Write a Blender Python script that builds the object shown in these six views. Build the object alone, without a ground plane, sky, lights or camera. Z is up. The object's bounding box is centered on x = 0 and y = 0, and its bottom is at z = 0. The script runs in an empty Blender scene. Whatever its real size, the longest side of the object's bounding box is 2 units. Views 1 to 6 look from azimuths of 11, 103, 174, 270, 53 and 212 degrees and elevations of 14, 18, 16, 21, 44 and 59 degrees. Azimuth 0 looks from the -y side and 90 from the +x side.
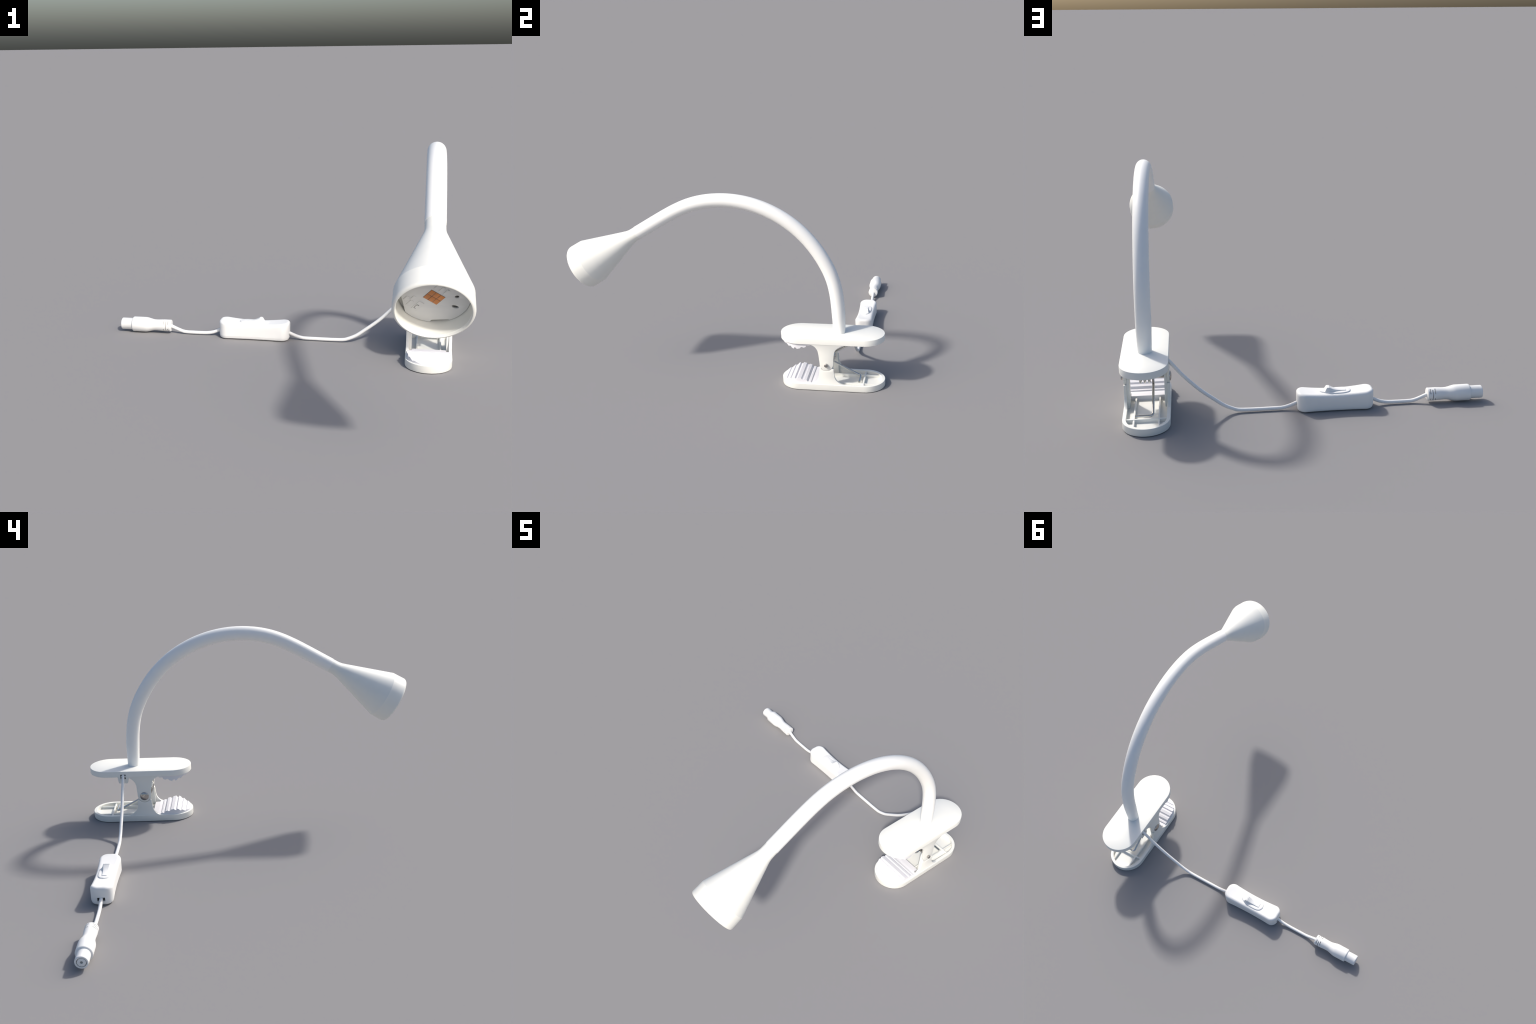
"""White clip-on reading lamp: spring clamp, bent gooseneck, funnel shade with an
LED board, and a cord with an inline rocker switch and a round connector plug."""
import bpy, bmesh, math
from mathutils import Vector, Matrix

CX = 0.8215          # mid plane of the lamp (clamp, neck and shade)
CORD_Y = 0.7785      # the cord, switch and plug lie in this plane

# ------------------------------------------------------------------ materials
def material(name, color, rough=0.45, metallic=0.0, vary=0.0, scale=40.0, bump=0.0):
    m = bpy.data.materials.new(name)
    m.use_nodes = True
    nt = m.node_tree
    b = nt.nodes["Principled BSDF"]
    b.inputs["Roughness"].default_value = rough
    b.inputs["Metallic"].default_value = metallic
    tc = nt.nodes.new("ShaderNodeTexCoord")
    nz = nt.nodes.new("ShaderNodeTexNoise")
    nz.inputs["Scale"].default_value = scale
    nz.inputs["Detail"].default_value = 3.0
    nt.links.new(tc.outputs["Object"], nz.inputs["Vector"])
    rp = nt.nodes.new("ShaderNodeValToRGB")
    rp.color_ramp.elements[0].position = 0.3
    rp.color_ramp.elements[1].position = 0.7
    lo = [c * (1.0 - vary) for c in color]
    hi = [min(1.0, c * (1.0 + vary)) for c in color]
    rp.color_ramp.elements[0].color = (*lo, 1)
    rp.color_ramp.elements[1].color = (*hi, 1)
    nt.links.new(nz.outputs["Fac"], rp.inputs["Fac"])
    nt.links.new(rp.outputs["Color"], b.inputs["Base Color"])
    if bump:
        bp = nt.nodes.new("ShaderNodeBump")
        bp.inputs["Strength"].default_value = bump
        bp.inputs["Distance"].default_value = 0.001
        nt.links.new(nz.outputs["Fac"], bp.inputs["Height"])
        nt.links.new(bp.outputs["Normal"], b.inputs["Normal"])
    return m

WHITE = material("white_plastic", (0.845, 0.845, 0.795), 0.5, vary=0.008, scale=25)
CORDM = material("white_cord", (0.85, 0.85, 0.835), 0.45, vary=0.008, scale=25)
PADM = material("white_rubber", (0.79, 0.785, 0.815), 0.6, vary=0.01, scale=60)
NECKM = material("white_neck", (0.90, 0.90, 0.875), 0.5, vary=0.006, scale=20)
METAL = material("polished_steel", (0.62, 0.62, 0.61), 0.09, 1.0, vary=0.05, scale=90)
BOLTM = material("bolt_steel", (0.48, 0.46, 0.44), 0.22, 1.0, vary=0.06, scale=70)
BOARDM = material("board_white", (0.83, 0.83, 0.825), 0.5, vary=0.015, scale=35)
LEDM = material("led_phosphor", (0.72, 0.27, 0.075), 0.4, vary=0.16, scale=22)
SWITCHM = material("white_switch", (0.85, 0.85, 0.83), 0.48, vary=0.008, scale=25)
DARKM = material("painted_recess_shade", (0.05, 0.05, 0.05), 0.7, vary=0.1)
INKM = material("component_grey", (0.16, 0.16, 0.155), 0.5, vary=0.1)

def clear_material(name):
    """thin clear sheet: see-through, with a faint gloss"""
    m = bpy.data.materials.new(name)
    m.use_nodes = True
    nt = m.node_tree
    out = nt.nodes["Material Output"]
    nt.nodes.remove(nt.nodes["Principled BSDF"])
    tr = nt.nodes.new("ShaderNodeBsdfTransparent")
    tr.inputs["Color"].default_value = (0.985, 0.985, 0.98, 1)
    gl = nt.nodes.new("ShaderNodeBsdfGlossy")
    gl.inputs["Roughness"].default_value = 0.15
    mx = nt.nodes.new("ShaderNodeMixShader")
    mx.inputs["Fac"].default_value = 0.012
    nt.links.new(tr.outputs["BSDF"], mx.inputs[1])
    nt.links.new(gl.outputs["BSDF"], mx.inputs[2])
    nt.links.new(mx.outputs["Shader"], out.inputs["Surface"])
    return m

CLEARM = clear_material("clear_cover")

# ------------------------------------------------------------------ scene tree
def empty(name):
    o = bpy.data.objects.new(name, None)
    bpy.context.scene.collection.objects.link(o)
    return o

ROOT = empty("clip_lamp")
ROOT["label"] = "white clip-on gooseneck lamp with corded inline switch"
ROOT["category"] = "desk lamp"

def add(name, me, mat, parent, angle=32.0):
    me.name = name
    bm = bmesh.new()
    bm.from_mesh(me)
    bmesh.ops.remove_doubles(bm, verts=bm.verts, dist=1e-6)
    bmesh.ops.recalc_face_normals(bm, faces=bm.faces)
    bm.to_mesh(me)
    bm.free()
    me.materials.clear()
    me.materials.append(mat)
    for p in me.polygons:
        p.use_smooth = True
    me.set_sharp_from_angle(angle=math.radians(angle))
    o = bpy.data.objects.new(name, me)
    bpy.context.scene.collection.objects.link(o)
    o.parent = parent
    return o

def mesh(verts, faces):
    me = bpy.data.meshes.new("m")
    me.from_pydata([tuple(v) for v in verts], [], faces)
    me.update()
    return me

def baked(o):
    """apply an object's modifiers and return the mesh, dropping the helper"""
    dg = bpy.context.evaluated_depsgraph_get()
    dg.update()
    me = bpy.data.meshes.new_from_object(o.evaluated_get(dg))
    bpy.data.objects.remove(o)
    return me

def cut(me, cutters):
    """boolean difference of a mesh with cutter meshes"""
    o = bpy.data.objects.new("t", me)
    bpy.context.scene.collection.objects.link(o)
    hs = []
    for c in cutters:
        h = bpy.data.objects.new("c", c)
        bpy.context.scene.collection.objects.link(h)
        md = o.modifiers.new("b", "BOOLEAN")
        md.operation = "DIFFERENCE"
        md.solver = "EXACT"
        md.object = h
        hs.append(h)
    r = baked(o)
    for h in hs:
        bpy.data.objects.remove(h)
    return r

def joined(*mes):
    bm = bmesh.new()
    for m in mes:
        bm.from_mesh(m)
    me = bpy.data.meshes.new("m")
    bm.to_mesh(me)
    bm.free()
    return me

# ------------------------------------------------------------------ builders
def loft(loops, cap_start=True, cap_end=True):
    n = len(loops[0])
    V = [p for l in loops for p in l]
    F = []
    for i in range(len(loops) - 1):
        for j in range(n):
            k = (j + 1) % n
            F.append((i * n + j, i * n + k, (i + 1) * n + k, (i + 1) * n + j))
    if cap_start:
        F.append(tuple(range(n - 1, -1, -1)))
    if cap_end:
        b = (len(loops) - 1) * n
        F.append(tuple(range(b, b + n)))
    return mesh(V, F)

def box(x0, x1, y0, y1, z0, z1, bevel=0.0):
    bm = bmesh.new()
    bmesh.ops.create_cube(bm, size=1.0)
    for v in bm.verts:
        v.co = Vector((x0 + (v.co.x + .5) * (x1 - x0), y0 + (v.co.y + .5) * (y1 - y0), z0 + (v.co.z + .5) * (z1 - z0)))
    if bevel:
        bmesh.ops.bevel(bm, geom=bm.edges[:], offset=bevel, segments=2, affect="EDGES", profile=0.5)
    me = bpy.data.meshes.new("m")
    bm.to_mesh(me)
    bm.free()
    return me

def plate(outlines, thickness, frame, bevel=0.0015, segments=2):
    """flat plate from closed 2D outlines (inner ones are holes), mid plane at the frame's origin"""
    cu = bpy.data.curves.new("p", "CURVE")
    cu.dimensions = "2D"
    cu.fill_mode = "BOTH"
    cu.extrude = max(thickness / 2 - bevel, 1e-5)
    cu.bevel_depth = bevel
    cu.bevel_resolution = segments
    cu.offset = -bevel
    for pts in outlines:
        sp = cu.splines.new("POLY")
        sp.points.add(len(pts) - 1)
        for q, (a, b) in zip(sp.points, pts):
            q.co = (a, b, 0, 1)
        sp.use_cyclic_u = True
    o = bpy.data.objects.new("p", cu)
    bpy.context.scene.collection.objects.link(o)
    me = baked(o)
    me.transform(frame)
    return me

def frame(origin, ax, ay):
    ax, ay = Vector(ax).normalized(), Vector(ay).normalized()
    az = ax.cross(ay)
    M = Matrix((ax, ay, az)).transposed().to_4x4()
    M.translation = Vector(origin)
    return M

def lathe(profile, origin, axis, up, n=64):
    """profile of (distance along axis, radius); radius may be a function of the angle"""
    axis, up = Vector(axis).normalized(), Vector(up).normalized()
    side = axis.cross(up)
    L = []
    for s, r in profile:
        l = []
        for j in range(n):
            a = 2 * math.pi * j / n
            rr = r(a) if callable(r) else r
            l.append(Vector(origin) + axis * s + (up * math.sin(a) + side * math.cos(a)) * max(rr, 1e-5))
        L.append(l)
    return loft(L)

def catmull(P, n=8):
    P = [Vector(p) for p in P]
    Q = [2 * P[0] - P[1]] + P + [2 * P[-1] - P[-2]]
    out = []
    for i in range(1, len(Q) - 2):
        a, b, c, d = Q[i - 1:i + 3]
        for k in range(n):
            t = k / n
            out.append(.5 * (2 * b + (c - a) * t + (2 * a - 5 * b + 4 * c - d) * t * t + (3 * b - a - 3 * c + d) * t ** 3))
    out.append(P[-1])
    return out

def bspline(C, n=60):
    """clamped uniform cubic B-spline"""
    C = [Vector(c) for c in C]
    m, k = len(C), 3
    kn = [0.0] * k + [i / (m - k) for i in range(m - k + 1)] + [1.0] * k
    out = []
    for q in range(n + 1):
        t = min(q / n, 1 - 1e-9)
        j = max(i for i in range(k, m) if kn[i] <= t)
        d = [C[i + j - k].copy() for i in range(k + 1)]
        for r in range(1, k + 1):
            for i in range(k, r - 1, -1):
                a = (t - kn[i + j - k]) / (kn[i + 1 + j - r] - kn[i + j - k])
                d[i] = d[i - 1] * (1 - a) + d[i] * a
        out.append(d[k])
    return out

def tube(path, radius, n=24):
    """round tube along a path, radius a number or function of arc length"""
    path = [Vector(p) for p in path]
    loops, s = [], 0.0
    ref = None
    for i, p in enumerate(path):
        t = (path[min(i + 1, len(path) - 1)] - path[max(i - 1, 0)]).normalized()
        if ref is None:
            ref = t.orthogonal().normalized()
        ref = (ref - t * ref.dot(t)).normalized()
        b = t.cross(ref)
        if i:
            s += (p - path[i - 1]).length
        r = radius(s) if callable(radius) else radius
        loops.append([p + (ref * math.cos(2 * math.pi * j / n) + b * math.sin(2 * math.pi * j / n)) * r for j in range(n)])
    return loft(loops)

def stadium(hw, y0, y1, z, n=20, cx=CX):
    """closed loop: straight sides along y, round ends"""
    P = []
    for k in range(n + 1):
        a = math.pi * k / n
        P.append(Vector((cx + hw * math.cos(a), y1 - hw + hw * math.sin(a), z)))
    for k in range(n + 1):
        a = math.pi + math.pi * k / n
        P.append(Vector((cx + hw * math.cos(a), y0 + hw + hw * math.sin(a), z)))
    return P

# ------------------------------------------------------------------ clamp
Y0, Y1, HW, RIM = 0.3575, 0.9995, 0.1220, 0.019
PY, PZ = 0.6535, 0.1715      # hinge pivot

def tray(z_out, z_rim, z_floor):
    """shallow stadium tray: closed face at z_out, rim at z_rim, floor at z_floor"""
    d = 1 if z_rim > z_out else -1
    b = 0.0022
    L = [(b, z_out), (b * .3, z_out + d * b * .3), (0, z_out + d * b), (0, z_rim - d * b * .6),
         (b * .5, z_rim), (RIM - b * .5, z_rim), (RIM, z_rim - d * b * .6), (RIM, z_floor)]
    return loft([stadium(HW - i, Y0 + i, Y1 - i, z) for i, z in L])

def grid_ribs(z_floor, z_top, z_cross):
    lo, hi = sorted((z_floor, z_top))
    lo2, hi2 = sorted((z_floor, z_cross))
    out = []
    for sx in (-1, 1):
        x = CX + sx * 0.0635
        out.append(("rib", box(x - .0045, x + .0045, .602, .962, lo, hi, .0008)))
    out.append(("rib", box(CX - HW + RIM - .003, CX + HW - RIM + .003, .8655, .8755, lo2, hi2, .0008)))
    return out

def arc(cy, cz, r, a0, a1, n):
    return [(cy + r * math.cos(math.radians(a0 + (a1 - a0) * k / n)), cz + r * math.sin(math.radians(a0 + (a1 - a0) * k / n))) for k in range(n + 1)]

def flared(flip):
    """the two flared edges of a hinge cheek, (y, z) from plate to waist; mirrored in z for the lower jaw"""
    rear = [(.792, .3065), (.7732, .3045), (.748, .299), (.7276, .2872), (.712, .272), (.7040, .257), (.7000, .235), (.6970, .198), (.6940, .165)]
    front = [(.523, .3065), (.5421, .3042), (.563, .3005), (.5820, .2905), (.5945, .276), (.6015, .262), (.6060, .240), (.6105, .200), (.6135, .165)]
    f = (lambda z: 2 * PZ - z) if flip else (lambda z: z)
    sm = lambda P: [(p[0], f(p[1])) for p in catmull([(a, b, 0) for a, b in P], 4)]
    return sm(rear), sm(front)

def cheek_upper():
    rear, front = flared(False)
    top = [(.523, .312), (.792, .312)]
    return top + rear + arc(PY, PZ, .0385, -15, -165, 18) + front[::-1]

def cheek_lower_outer():
    rear, front = flared(True)
    rear = [p for p in rear if p[1] < .148]
    front = [p for p in front if p[1] < .152]
    return [(.523, .031)] + front + arc(PY, PZ, .0402, -151, -36, 18) + rear[::-1] + [(.792, .031)]

def cheek_lower_tongue():
    """inner ear of the lower jaw: straight sided, round top"""
    return [(.6065, .012), (.6150, PZ)] + arc(PY, PZ, .0375, 170, 10, 14) + [(.6920, PZ), (.7005, .012)]

def cheek(outline, x0, x1):
    return plate([outline], abs(x1 - x0), frame(((x0 + x1) / 2, 0, 0), (0, 1, 0), (0, 0, 1)), .0012, 1)

PAD_PROFILE = [(.366, .038), (.372, .0440), (.382, .0490), (.3955, .0535), (.3998, .0488), (.4100, .0545), (.4125, .0570), (.4225, .0648),
               (.4275, .0588), (.4370, .0632), (.4400, .0695), (.4520, .0758), (.4565, .0660), (.4680, .0680), (.4715, .0758),
               (.4920, .0710), (.4975, .0625), (.5075, .0606), (.5105, .0660), (.5265, .0618), (.5325, .0502), (.5400, .0490),
               (.5430, .0520), (.5530, .0500), (.5580, .0442), (.5740, .0450), (.6080, .0425)]

def pad(flip):
    """ribbed grip: the ridge profile swept across x, clipped to the jaw's round front"""
    f = (lambda z: 2 * PZ - z) if flip else (lambda z: z)
    hw, y0 = HW - .0105, Y0 + .0095
    rows = []
    for y, z in PAD_PROFILE:
        y = max(y, y0 + .0005)
        d = max(0.0, (y0 + hw) - y)
        w = math.sqrt(max(1e-8, hw * hw - d * d))
        if y > .575:
            w = CX - .7305 if y > .59 else w
        rows.append((y, z, w))
    fine = []
    for i in range(len(rows) - 1):
        (a, za, wa), (b, zb, wb) = rows[i], rows[i + 1]
        n = max(1, int((b - a) / .004))
        for k in range(n):
            t = k / n
            y = a + (b - a) * t
            d = max(0.0, (y0 + hw) - y)
            fine.append((y, za + (zb - za) * t, math.sqrt(max(1e-8, hw * hw - d * d)) if y < .575 else .0905))
    fine.append((rows[-1][0], rows[-1][1], .0905))
    base = .010
    V, F = [], []
    for y, z, w in fine:
        V += [(CX - w, y, f(base)), (CX - w, y, f(z)), (CX + w, y, f(z)), (CX + w, y, f(base))]
    for i in range(len(fine) - 1):
        for j in range(4):
            k = (j + 1) % 4
            F.append((4 * i + j, 4 * i + k, 4 * i + 4 + k, 4 * i + 4 + j))
    F += [(3, 2, 1, 0), tuple(4 * (len(fine) - 1) + j for j in range(4))]
    return mesh(V, F)

# lower jaw
lower = add("lower_jaw", tray(0.0, .0400, .0160), WHITE, ROOT)
for nm, me in grid_ribs(.010, .0325, .0350):
    add(nm, me, WHITE, lower)
for sx in (-1, 1):
    add("hinge_cheek", cheek(cheek_lower_outer(), CX + sx * .1052, CX + sx * .1207), WHITE, lower, 40)
    add("hinge_cheek", cheek(cheek_lower_tongue(), CX + sx * .0915, CX + sx * .1060), WHITE, lower, 40)
add("grip_pad", pad(False), PADM, lower, 18)

# upper jaw, with a notch for the cord in its left wall
zt, zr = .3425, .3045
notch = box(CX - HW - .01, CX - .085, .7618, .7945, .292, .3225)
upper = add("upper_jaw", cut(tray(zt, zr, .327), [notch]), WHITE, ROOT)
for nm, me in grid_ribs(.332, .3135, .3100):
    add(nm, me, WHITE, upper)
for sx in (-1, 1):
    add("hinge_cheek", cheek(cheek_upper(), CX + sx * .1064, CX + sx * .1203), WHITE, upper, 40)
add("grip_pad", pad(True), PADM, upper, 18)
lug = loft([[Vector((CX - HW + .0012 + dx, y, z)) for dx, y in ((0, CORD_Y - hy), (.024, CORD_Y - hy), (.024, CORD_Y + hy), (0, CORD_Y + hy))]
            for z, hy in ((.334, .0365), (.300, .0345), (.268, .0290), (.264, .0265))])
add("cable_lug", cut(lug, [notch]), WHITE, upper)
add("notch_shade_block", box(CX - HW + .0075, CX - HW + .030, .7622, .7941, .2924, .3221), DARKM, upper)  # near-black block painting the hollow jaw's inner shadow behind the notch

# hinge bolt: domed head on the cord side, small rounded tip on the other
bolt = lathe([(0, .0005)] + [(.0095 * (1 - math.cos(a)), .0275 * math.sin(a)) for a in [math.radians(10 * k) for k in range(1, 10)]]
             + [(.0105, .0275), (.0105, .0105), (.2560, .0105), (.2600, .0118), (.2645, .0112), (.2665, .0085), (.2670, .0005)],
             (CX - HW - .0085, PY - .0005, PZ + .001), (1, 0, 0), (0, 0, 1), 40)
add("hinge_bolt", bolt, BOLTM, ROOT, 40)

# torsion spring
def spring_path():
    """lower leg, coil round the bolt, upper leg; both legs end in a sideways foot"""
    r, cy, cz = .0380, .6515, .1800
    x_low, x_up = .788, .868
    low = Vector((x_low, cy, cz - r))
    bend = Vector((x_low, .846, .0385))
    back = (low - bend).normalized()
    P = [Vector((.880, bend.y, bend.z)), Vector((x_low + .016, bend.y, bend.z))]
    for k in range(1, 6):
        a = math.radians(90 * k / 6)
        P.append(Vector((x_low + .016 - .016 * math.sin(a), bend.y, bend.z)) + back * .016 * (1 - math.cos(a)))
    P.append(bend + back * .018)
    P.append(low - back * .012)
    turns, n = 3.5, 140
    for k in range(4, n - 3):
        a = -math.pi / 2 - 2 * math.pi * turns * k / n
        P.append(Vector((x_low + (x_up - x_low) * k / n, cy + r * math.cos(a), cz + r * math.sin(a))))
    up = Vector((x_up, cy, cz + r - .011))
    end = Vector((x_up, .846, .3105))
    back = (up - end).normalized()
    P.append(up - back * .012)
    P.append(end + back * .018)
    for k in range(1, 6):
        a = math.radians(90 * k / 6)
        P.append(Vector((x_up - .016 * (1 - math.cos(a)), end.y, end.z)) + back * .016 * (1 - math.sin(a)))
    P += [Vector((x_up - .018, end.y, end.z)), Vector((.770, end.y, end.z))]
    return P
add("torsion_spring", tube(spring_path(), .0066, 16), METAL, ROOT, 60)

# ------------------------------------------------------------------ gooseneck
NECK = [(.7212, .338), (.7217, .5914), (.6736, .7653), (.4915, 1.0241), (.1827, 1.1829), (-.1721, 1.1762), (-.3539, 1.0605), (-.5292, .9607)]
def neck_radius(s):
    t = min(1.0, max(0.0, s / .14))
    return .0370 + (.0413 - .0370) * t + .0014 * min(1.0, s / 1.6)
neck = add("gooseneck", tube(bspline([(CX, y, z) for y, z in NECK], 72), neck_radius, 40), NECKM, ROOT, 50)

# ------------------------------------------------------------------ shade (funnel), axis runs down and forward
O = Vector((CX, -.5292, .9607))
TILT = math.radians(30.35)
AX = Vector((0, -math.cos(TILT), -math.sin(TILT)))
UP = Vector((0, -math.sin(TILT), math.cos(TILT)))
shade_profile = [(-.004, .0300), (-.0035, .0405), (0.0, .0412), (.030, .0413), (.045, .0420), (.060, .0443), (.072, .0475), (.085, .0515),
                 (.130, .0658), (.200, .0880), (.280, .1135), (.340, .1327), (.377, .1445), (.410, .1452), (.450, .1462)]
shade_profile += [(.4515 + .0138 * math.sin(math.radians(a)), .1352 + .0110 * math.cos(math.radians(a))) for a in range(9, 91, 9)]
shade_profile += [(.4640, .1343), (.4610, .1336), (.4545, .1330), (.4530, .1318), (.396, .1300), (.375, .1290), (.370, .0005)]
shade = add("lamp_shade", lathe(shade_profile, O, AX, UP, 96), WHITE, ROOT, 12)

add("lens_cover", lathe([(.4520, .0005), (.4520, .1318), (.4535, .1318), (.4535, .0005)], O, AX, UP, 64), CLEARM, shade, 30)

# LED board: x along the lamp's width, u up along the opening
BF = frame(O + AX * .3925 + UP * .0015, (1, 0, 0), UP)
def ring(cx, cy, rx, ry=None, n=40, rot=0.0, keep=None):
    ry = ry or rx
    c, s = math.cos(rot), math.sin(rot)
    return [(cx + rx * math.cos(a) * c - ry * math.sin(a) * s, cy + rx * math.cos(a) * s + ry * math.sin(a) * c)
            for a in [2 * math.pi * k / n for k in range(n)]]

def board_outline():
    P = []
    for x, y in ring(0, 0, .1288, n=160):
        # straight cut on the left
        if y < .06 and x < -.02:
            lim = -.1149 - (y - .005) * .174
            x = max(x, lim)
        # shallow flat at the bottom
        if -.0075 < x < .0545:
            y = max(y, -.1190 + (x + .0079) * .120) if y < 0 else y
        P.append((x, y))
    return P
HOLES = [ring(.0804, .0078, .0075), ring(.0763, -.0440, .0128, .0078, rot=math.radians(-22)), ring(-.0660, .0545, .0080)]
board = add("led_board", plate([board_outline()] + HOLES, .0060, BF, .0006, 1), BOARDM, shade, 40)

LA = math.radians(-36.5)                        # turn of the LED matrix on the board
ld, lw = Vector((math.cos(LA), math.sin(LA))), Vector((math.sin(LA), -math.cos(LA)))
def on_board(p, w, h, rise, z0=.0028, bevel=.0005):
    """raised rectangle on the board, sides along the LED directions; p is its centre"""
    o = BF @ Vector((p.x, p.y, 0))
    xd = BF.to_3x3() @ Vector((ld.x, ld.y, 0))
    yd = BF.to_3x3() @ Vector((-lw.x, -lw.y, 0))
    M = frame(o, xd, yd)
    outward = 1.0 if M.to_3x3().col[2].dot(AX) > 0 else -1.0
    b = box(-w / 2, w / 2, -h / 2, h / 2, *sorted((outward * z0, outward * (z0 + rise))), bevel=bevel)
    b.transform(M)
    return b
LC = Vector((.0010, .0020))
for i in range(3):
    for j in range(2):
        p = LC + ld * ((i - 1) * .0203) + lw * ((j - .5) * .0250)
        add("led_chip", on_board(p, .0186, .0232, .0022), LEDM, board, 40)
add("led_base", on_board(LC, .0612, .0502, .0010), INKM, board, 40)
# low plated pads: corner point, width along the matrix, length across it
for cx_, cy_, w, h in ((.0131, .0674, .011, .025), (.0304, .0571, .011, .025), (.0466, .0438, .011, .025), (-.0941, .0043, .012, .021),
                       (-.0713, .0058, .010, .021), (-.0800, -.0160, .012, .030), (-.0507, -.0204, .021, .046)):
    add("solder_pad", on_board(Vector((cx_, cy_)) + ld * (w / 2) + lw * (h / 2), w, h, .0032, bevel=.0003), BOARDM, board, 40)
pc = Vector((-.0600, -.0480))
for q, w, h in ((-ld * .0045, .0020, .020), (lw * .0095, .007, .0018), (-lw * .0095, .009, .0028)):
    add("chip_lead", on_board(pc + q, w, h, .0026, .0040), INKM, board, 40)

# ------------------------------------------------------------------ inline switch
SX, SL = -.1658, .2045         # centre and half length along x
def top_z(x):
    u = (x - SX) / SL
    return .0915 + .0150 * u * u

def plan(inset, n=14, m=26):
    """waisted rounded rectangle, (x, y) relative to the switch centre"""
    L, r = SL - inset, max(.046 - inset, .004)
    def hw(x):
        u = x / SL
        return .0555 + .0080 * u * u - inset
    P = []
    def corner(sx, sy, a0):
        cx_, cy_ = sx * (L - r), sy * (hw(L - r) - r)
        for k in range(n + 1):
            a = math.radians(a0 + 90 * k / n)
            P.append((cx_ + r * math.cos(a), cy_ + r * math.sin(a)))
    corner(1, 1, 0)
    for k in range(1, m):
        x = (L - r) * (1 - 2 * k / m)
        P.append((x, hw(x)))
    corner(-1, 1, 90)
    corner(-1, -1, 180)
    for k in range(1, m):
        x = (L - r) * (-1 + 2 * k / m)
        P.append((x, -hw(x)))
    corner(1, -1, 270)
    return P

def switch_mesh():
    loops = []
    def layer(inset, zf, scale=1.0):
        loops.append([Vector((SX + x * scale, CORD_Y + y * scale, zf(SX + x * scale))) for x, y in plan(inset)])
    rb = .012
    for a in (0, 22, 45, 67, 90):
        q = math.radians(a)
        layer(.0022 + rb * (1 - math.sin(q)), lambda x: rb * (1 - math.cos(q)))
    layer(.0022, lambda x: .0165)
    layer(.0004, lambda x: .0172)
    for t in (.25, .5, .75):
        layer(.0002 * (1 - t), lambda x: .0172 + (top_z(x) - .018 - .0172) * t)
    rt = .018
    for a in (0, 15, 30, 45, 60, 75, 90):
        q = math.radians(a)
        layer(rt * (1 - math.cos(q)), lambda x: top_z(x) - rt * (1 - math.sin(q)))
    for sc in (.9, .75, .6, .45, .3, .15, .02):
        layer(rt, top_z, sc)
    return loft(loops)

slots = [box(SX + s * SL - .055, SX + s * SL + .055, CORD_Y - .0210, CORD_Y + .0210, .0245, .0465) for s in (-1, 1)]
switch = add("inline_switch", cut(switch_mesh(), slots), SWITCHM, ROOT, 35)
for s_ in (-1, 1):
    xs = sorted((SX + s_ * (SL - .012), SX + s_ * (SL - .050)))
    add("slot_shade_block", box(*xs, CORD_Y - .0206, CORD_Y + .0206, .0249, .0461), DARKM, switch)  # solid filler coloured dark so each cord slot looks deep and unlit

def lens(scale, rise):
    """pointed-oval surround of the rocker, blunt toward the plug"""
    x0, x1, hw = -.2500, -.0830, .0365
    n = 40
    side = []
    for k in range(n + 1):
        t = k / n
        x = x1 + (x0 - x1) * t
        w = hw * math.sin(math.pi * min(1, t * .94 + .004)) ** .62 if t < .5 else hw * (1 - ((t - .5) / .5) ** 4.5) ** .5
        side.append((x, max(w, .0006)))
    xm = (x0 + x1) / 2
    pts = [(x, w) for x, w in side] + [(x, -w) for x, w in reversed(side)]
    return [Vector((xm + (x - xm) * scale, CORD_Y + y * scale, top_z(xm + (x - xm) * scale) + rise)) for x, y in pts]
add("rocker_surround", loft([lens(1.0, -.003), lens(1.0, .0025), lens(.985, .0042), lens(.955, .0050), lens(.7, .0050), lens(.35, .0050), lens(.02, .0050)]), SWITCHM, switch, 40)

# rocker lever: peaked end with sloping flanks, narrowing into a low tail; rows of (x, top, half width at the top, at the base)
ROCKER = [(-.2240, .0985, .0115, .0130), (-.2225, .1008, .0126, .0138), (-.2050, .1012, .0128, .0140), (-.1850, .1022, .0130, .0142), (-.1720, .1040, .0134, .0155),
          (-.1600, .1070, .0142, .0190), (-.1500, .1112, .0155, .0225), (-.1400, .1165, .0165, .0245), (-.1345, .1196, .0168, .0248), (-.1335, .1206, .0168, .0248),
          (-.1318, .1188, .0168, .0248), (-.1300, .1188, .0168, .0248), (-.1288, .1208, .0168, .0248), (-.1262, .1208, .0168, .0248), (-.1250, .1188, .0168, .0248),
          (-.1240, .1188, .0168, .0248), (-.1230, .1200, .0168, .0248), (-.1212, .1196, .0168, .0245), (-.1160, .1105, .0180, .0238), (-.1110, .1005, .0200, .0228), (-.1100, .0920, .0215, .0222)]
rows = []
for x, z, w, wb in ROCKER:
    b = .0012
    sec = [(-wb, .090), (-wb, min(.0985, z - .0022)), (-w - b, z - b), (-w + b * .3, z - b * .25), (-w + b * 1.5, z),
           (w - b * 1.5, z), (w - b * .3, z - b * .25), (w + b, z - b), (wb, min(.0985, z - .0022)), (wb, .090)]
    rows.append([Vector((x, CORD_Y + y, h)) for y, h in sec])
add("rocker", loft(rows), SWITCHM, switch, 40)

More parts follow.
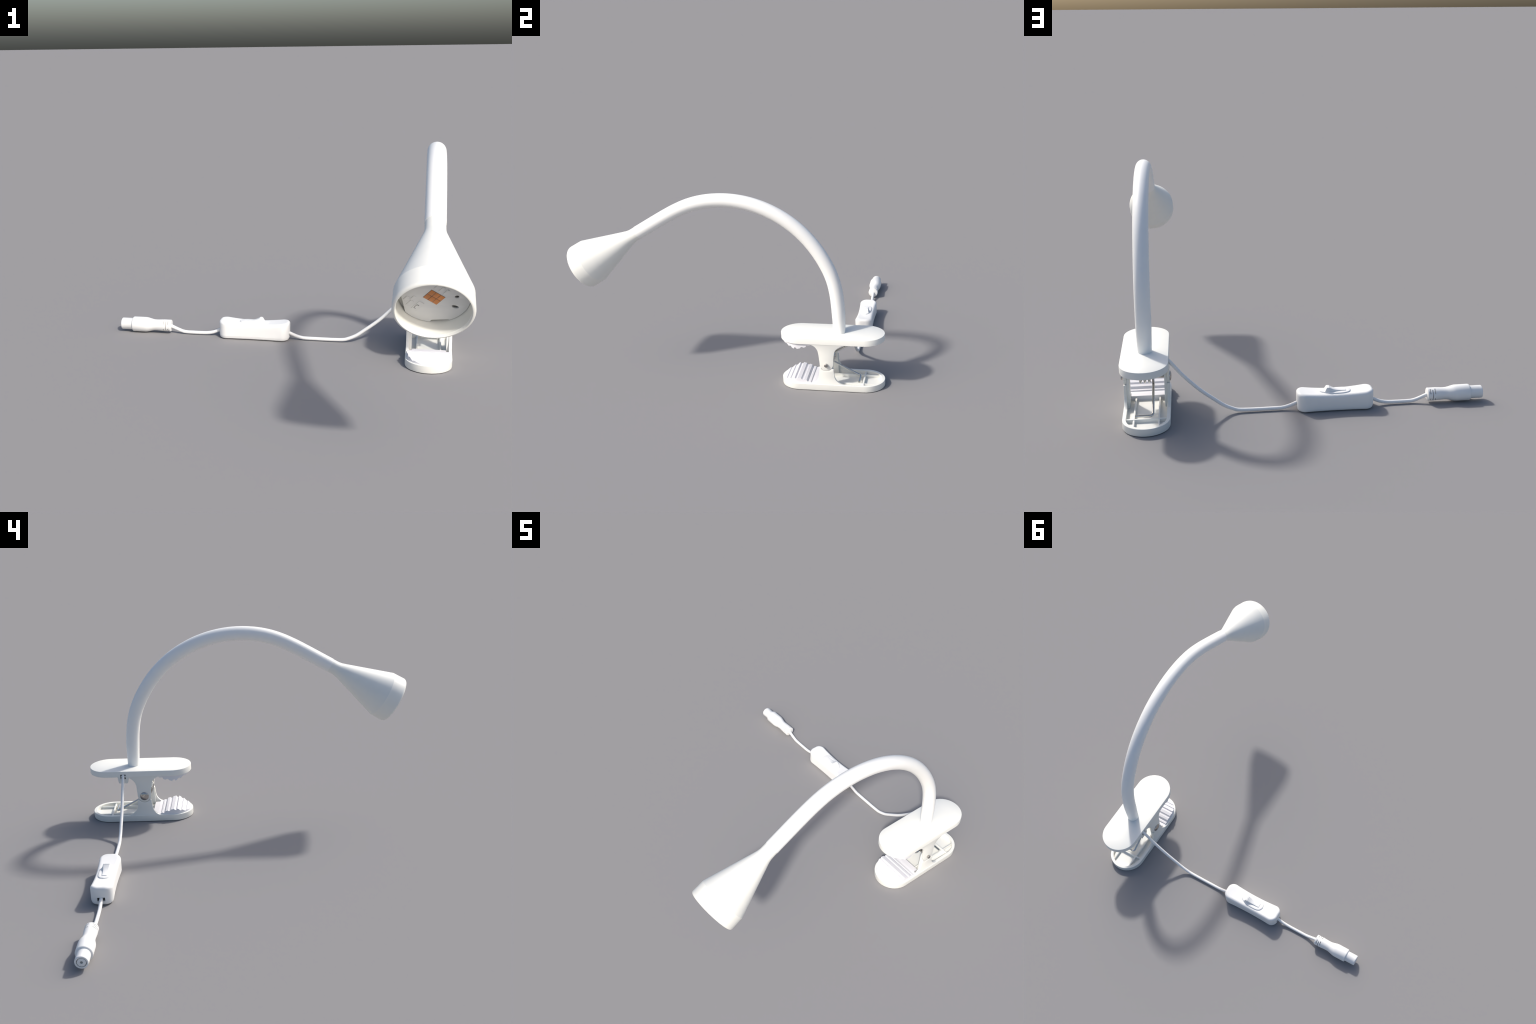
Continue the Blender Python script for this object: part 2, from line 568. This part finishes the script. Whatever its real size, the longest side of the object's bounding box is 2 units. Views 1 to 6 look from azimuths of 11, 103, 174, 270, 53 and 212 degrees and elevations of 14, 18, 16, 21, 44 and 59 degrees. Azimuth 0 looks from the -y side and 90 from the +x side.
# ------------------------------------------------------------------ connector plug
PZC = .0437
def slit(spans):
    def r(a):
        d = math.degrees(a) % 360
        e = abs(math.degrees(math.asin(max(-1, min(1, math.sin(a))))))      # angle above / below the horizontal
        return .0235 if any(lo <= e <= hi for lo, hi in spans) else .0346
    return r
outer_slit, mid_slit = slit([(24, 72)]), slit([(0, 62)])
def slit_rows(x, f):
    return [(x - .0025, .0347), (x - .0018, f), (x + .0018, f), (x + .0025, .0347)]
x_end = .6670                     # cord end; profile runs toward -x
plug_profile = [(0, .0005), (0, .0315), (.0008, .0335), (.0025, .0347)]
plug_profile += slit_rows(.0145, outer_slit) + slit_rows(.0275, mid_slit) + slit_rows(.0405, outer_slit)
plug_profile += [(p.x, p.y) for p in catmull([(.046, .0345, 0), (.060, .0337, 0), (.080, .0326, 0), (.095, .0325, 0), (.108, .0335, 0), (.122, .0366, 0),
                                              (.135, .0400, 0), (.147, .0426, 0), (.158, .0437, 0)], 4)]
plug_profile += [(.2265, .0437), (.2305, .0425), (.2330, .0400), (.2345, .0345), (.2355, .0340), (.2960, .0340), (.2995, .0332), (.3015, .0312), (.3015, .0245),
                 (.2800, .0240), (.2800, .0218), (.3000, .0213), (.3005, .0205), (.3005, .0070), (.2800, .0068), (.2800, .0005)]
plug = add("connector_plug", lathe(plug_profile, (-x_end, CORD_Y, PZC), (-1, 0, 0), (0, 0, 1), 120), SWITCHM, ROOT, 35)

# ------------------------------------------------------------------ cords
CR = .0097
run1 = [(.745, .318), (.715, .316), (.700, .309), (.6640, .2650), (.6281, .2222), (.5487, .1425), (.4620, .0735), (.4150, .0400), (.3700, .0195), (.3450, .0130),
        (.3000, .0105), (.2505, .0100), (.1392, .0102), (.1050, .0130), (.0700, .0230), (.0379, .0362), (.0150, .0400)]
run2 = [(-.3500, .0400), (-.3714, .0358), (-.3919, .0262), (-.4177, .0170), (-.4536, .0112), (-.5047, .0099), (-.5700, .0103), (-.5950, .0135), (-.6223, .0228), (-.6688, .0428), (-.685, .0470)]
for run in (run1, run2):
    add("cord", tube(catmull([(x, CORD_Y, max(z, CR)) for x, z in run], 6), CR, 20), CORDM, ROOT, 60)
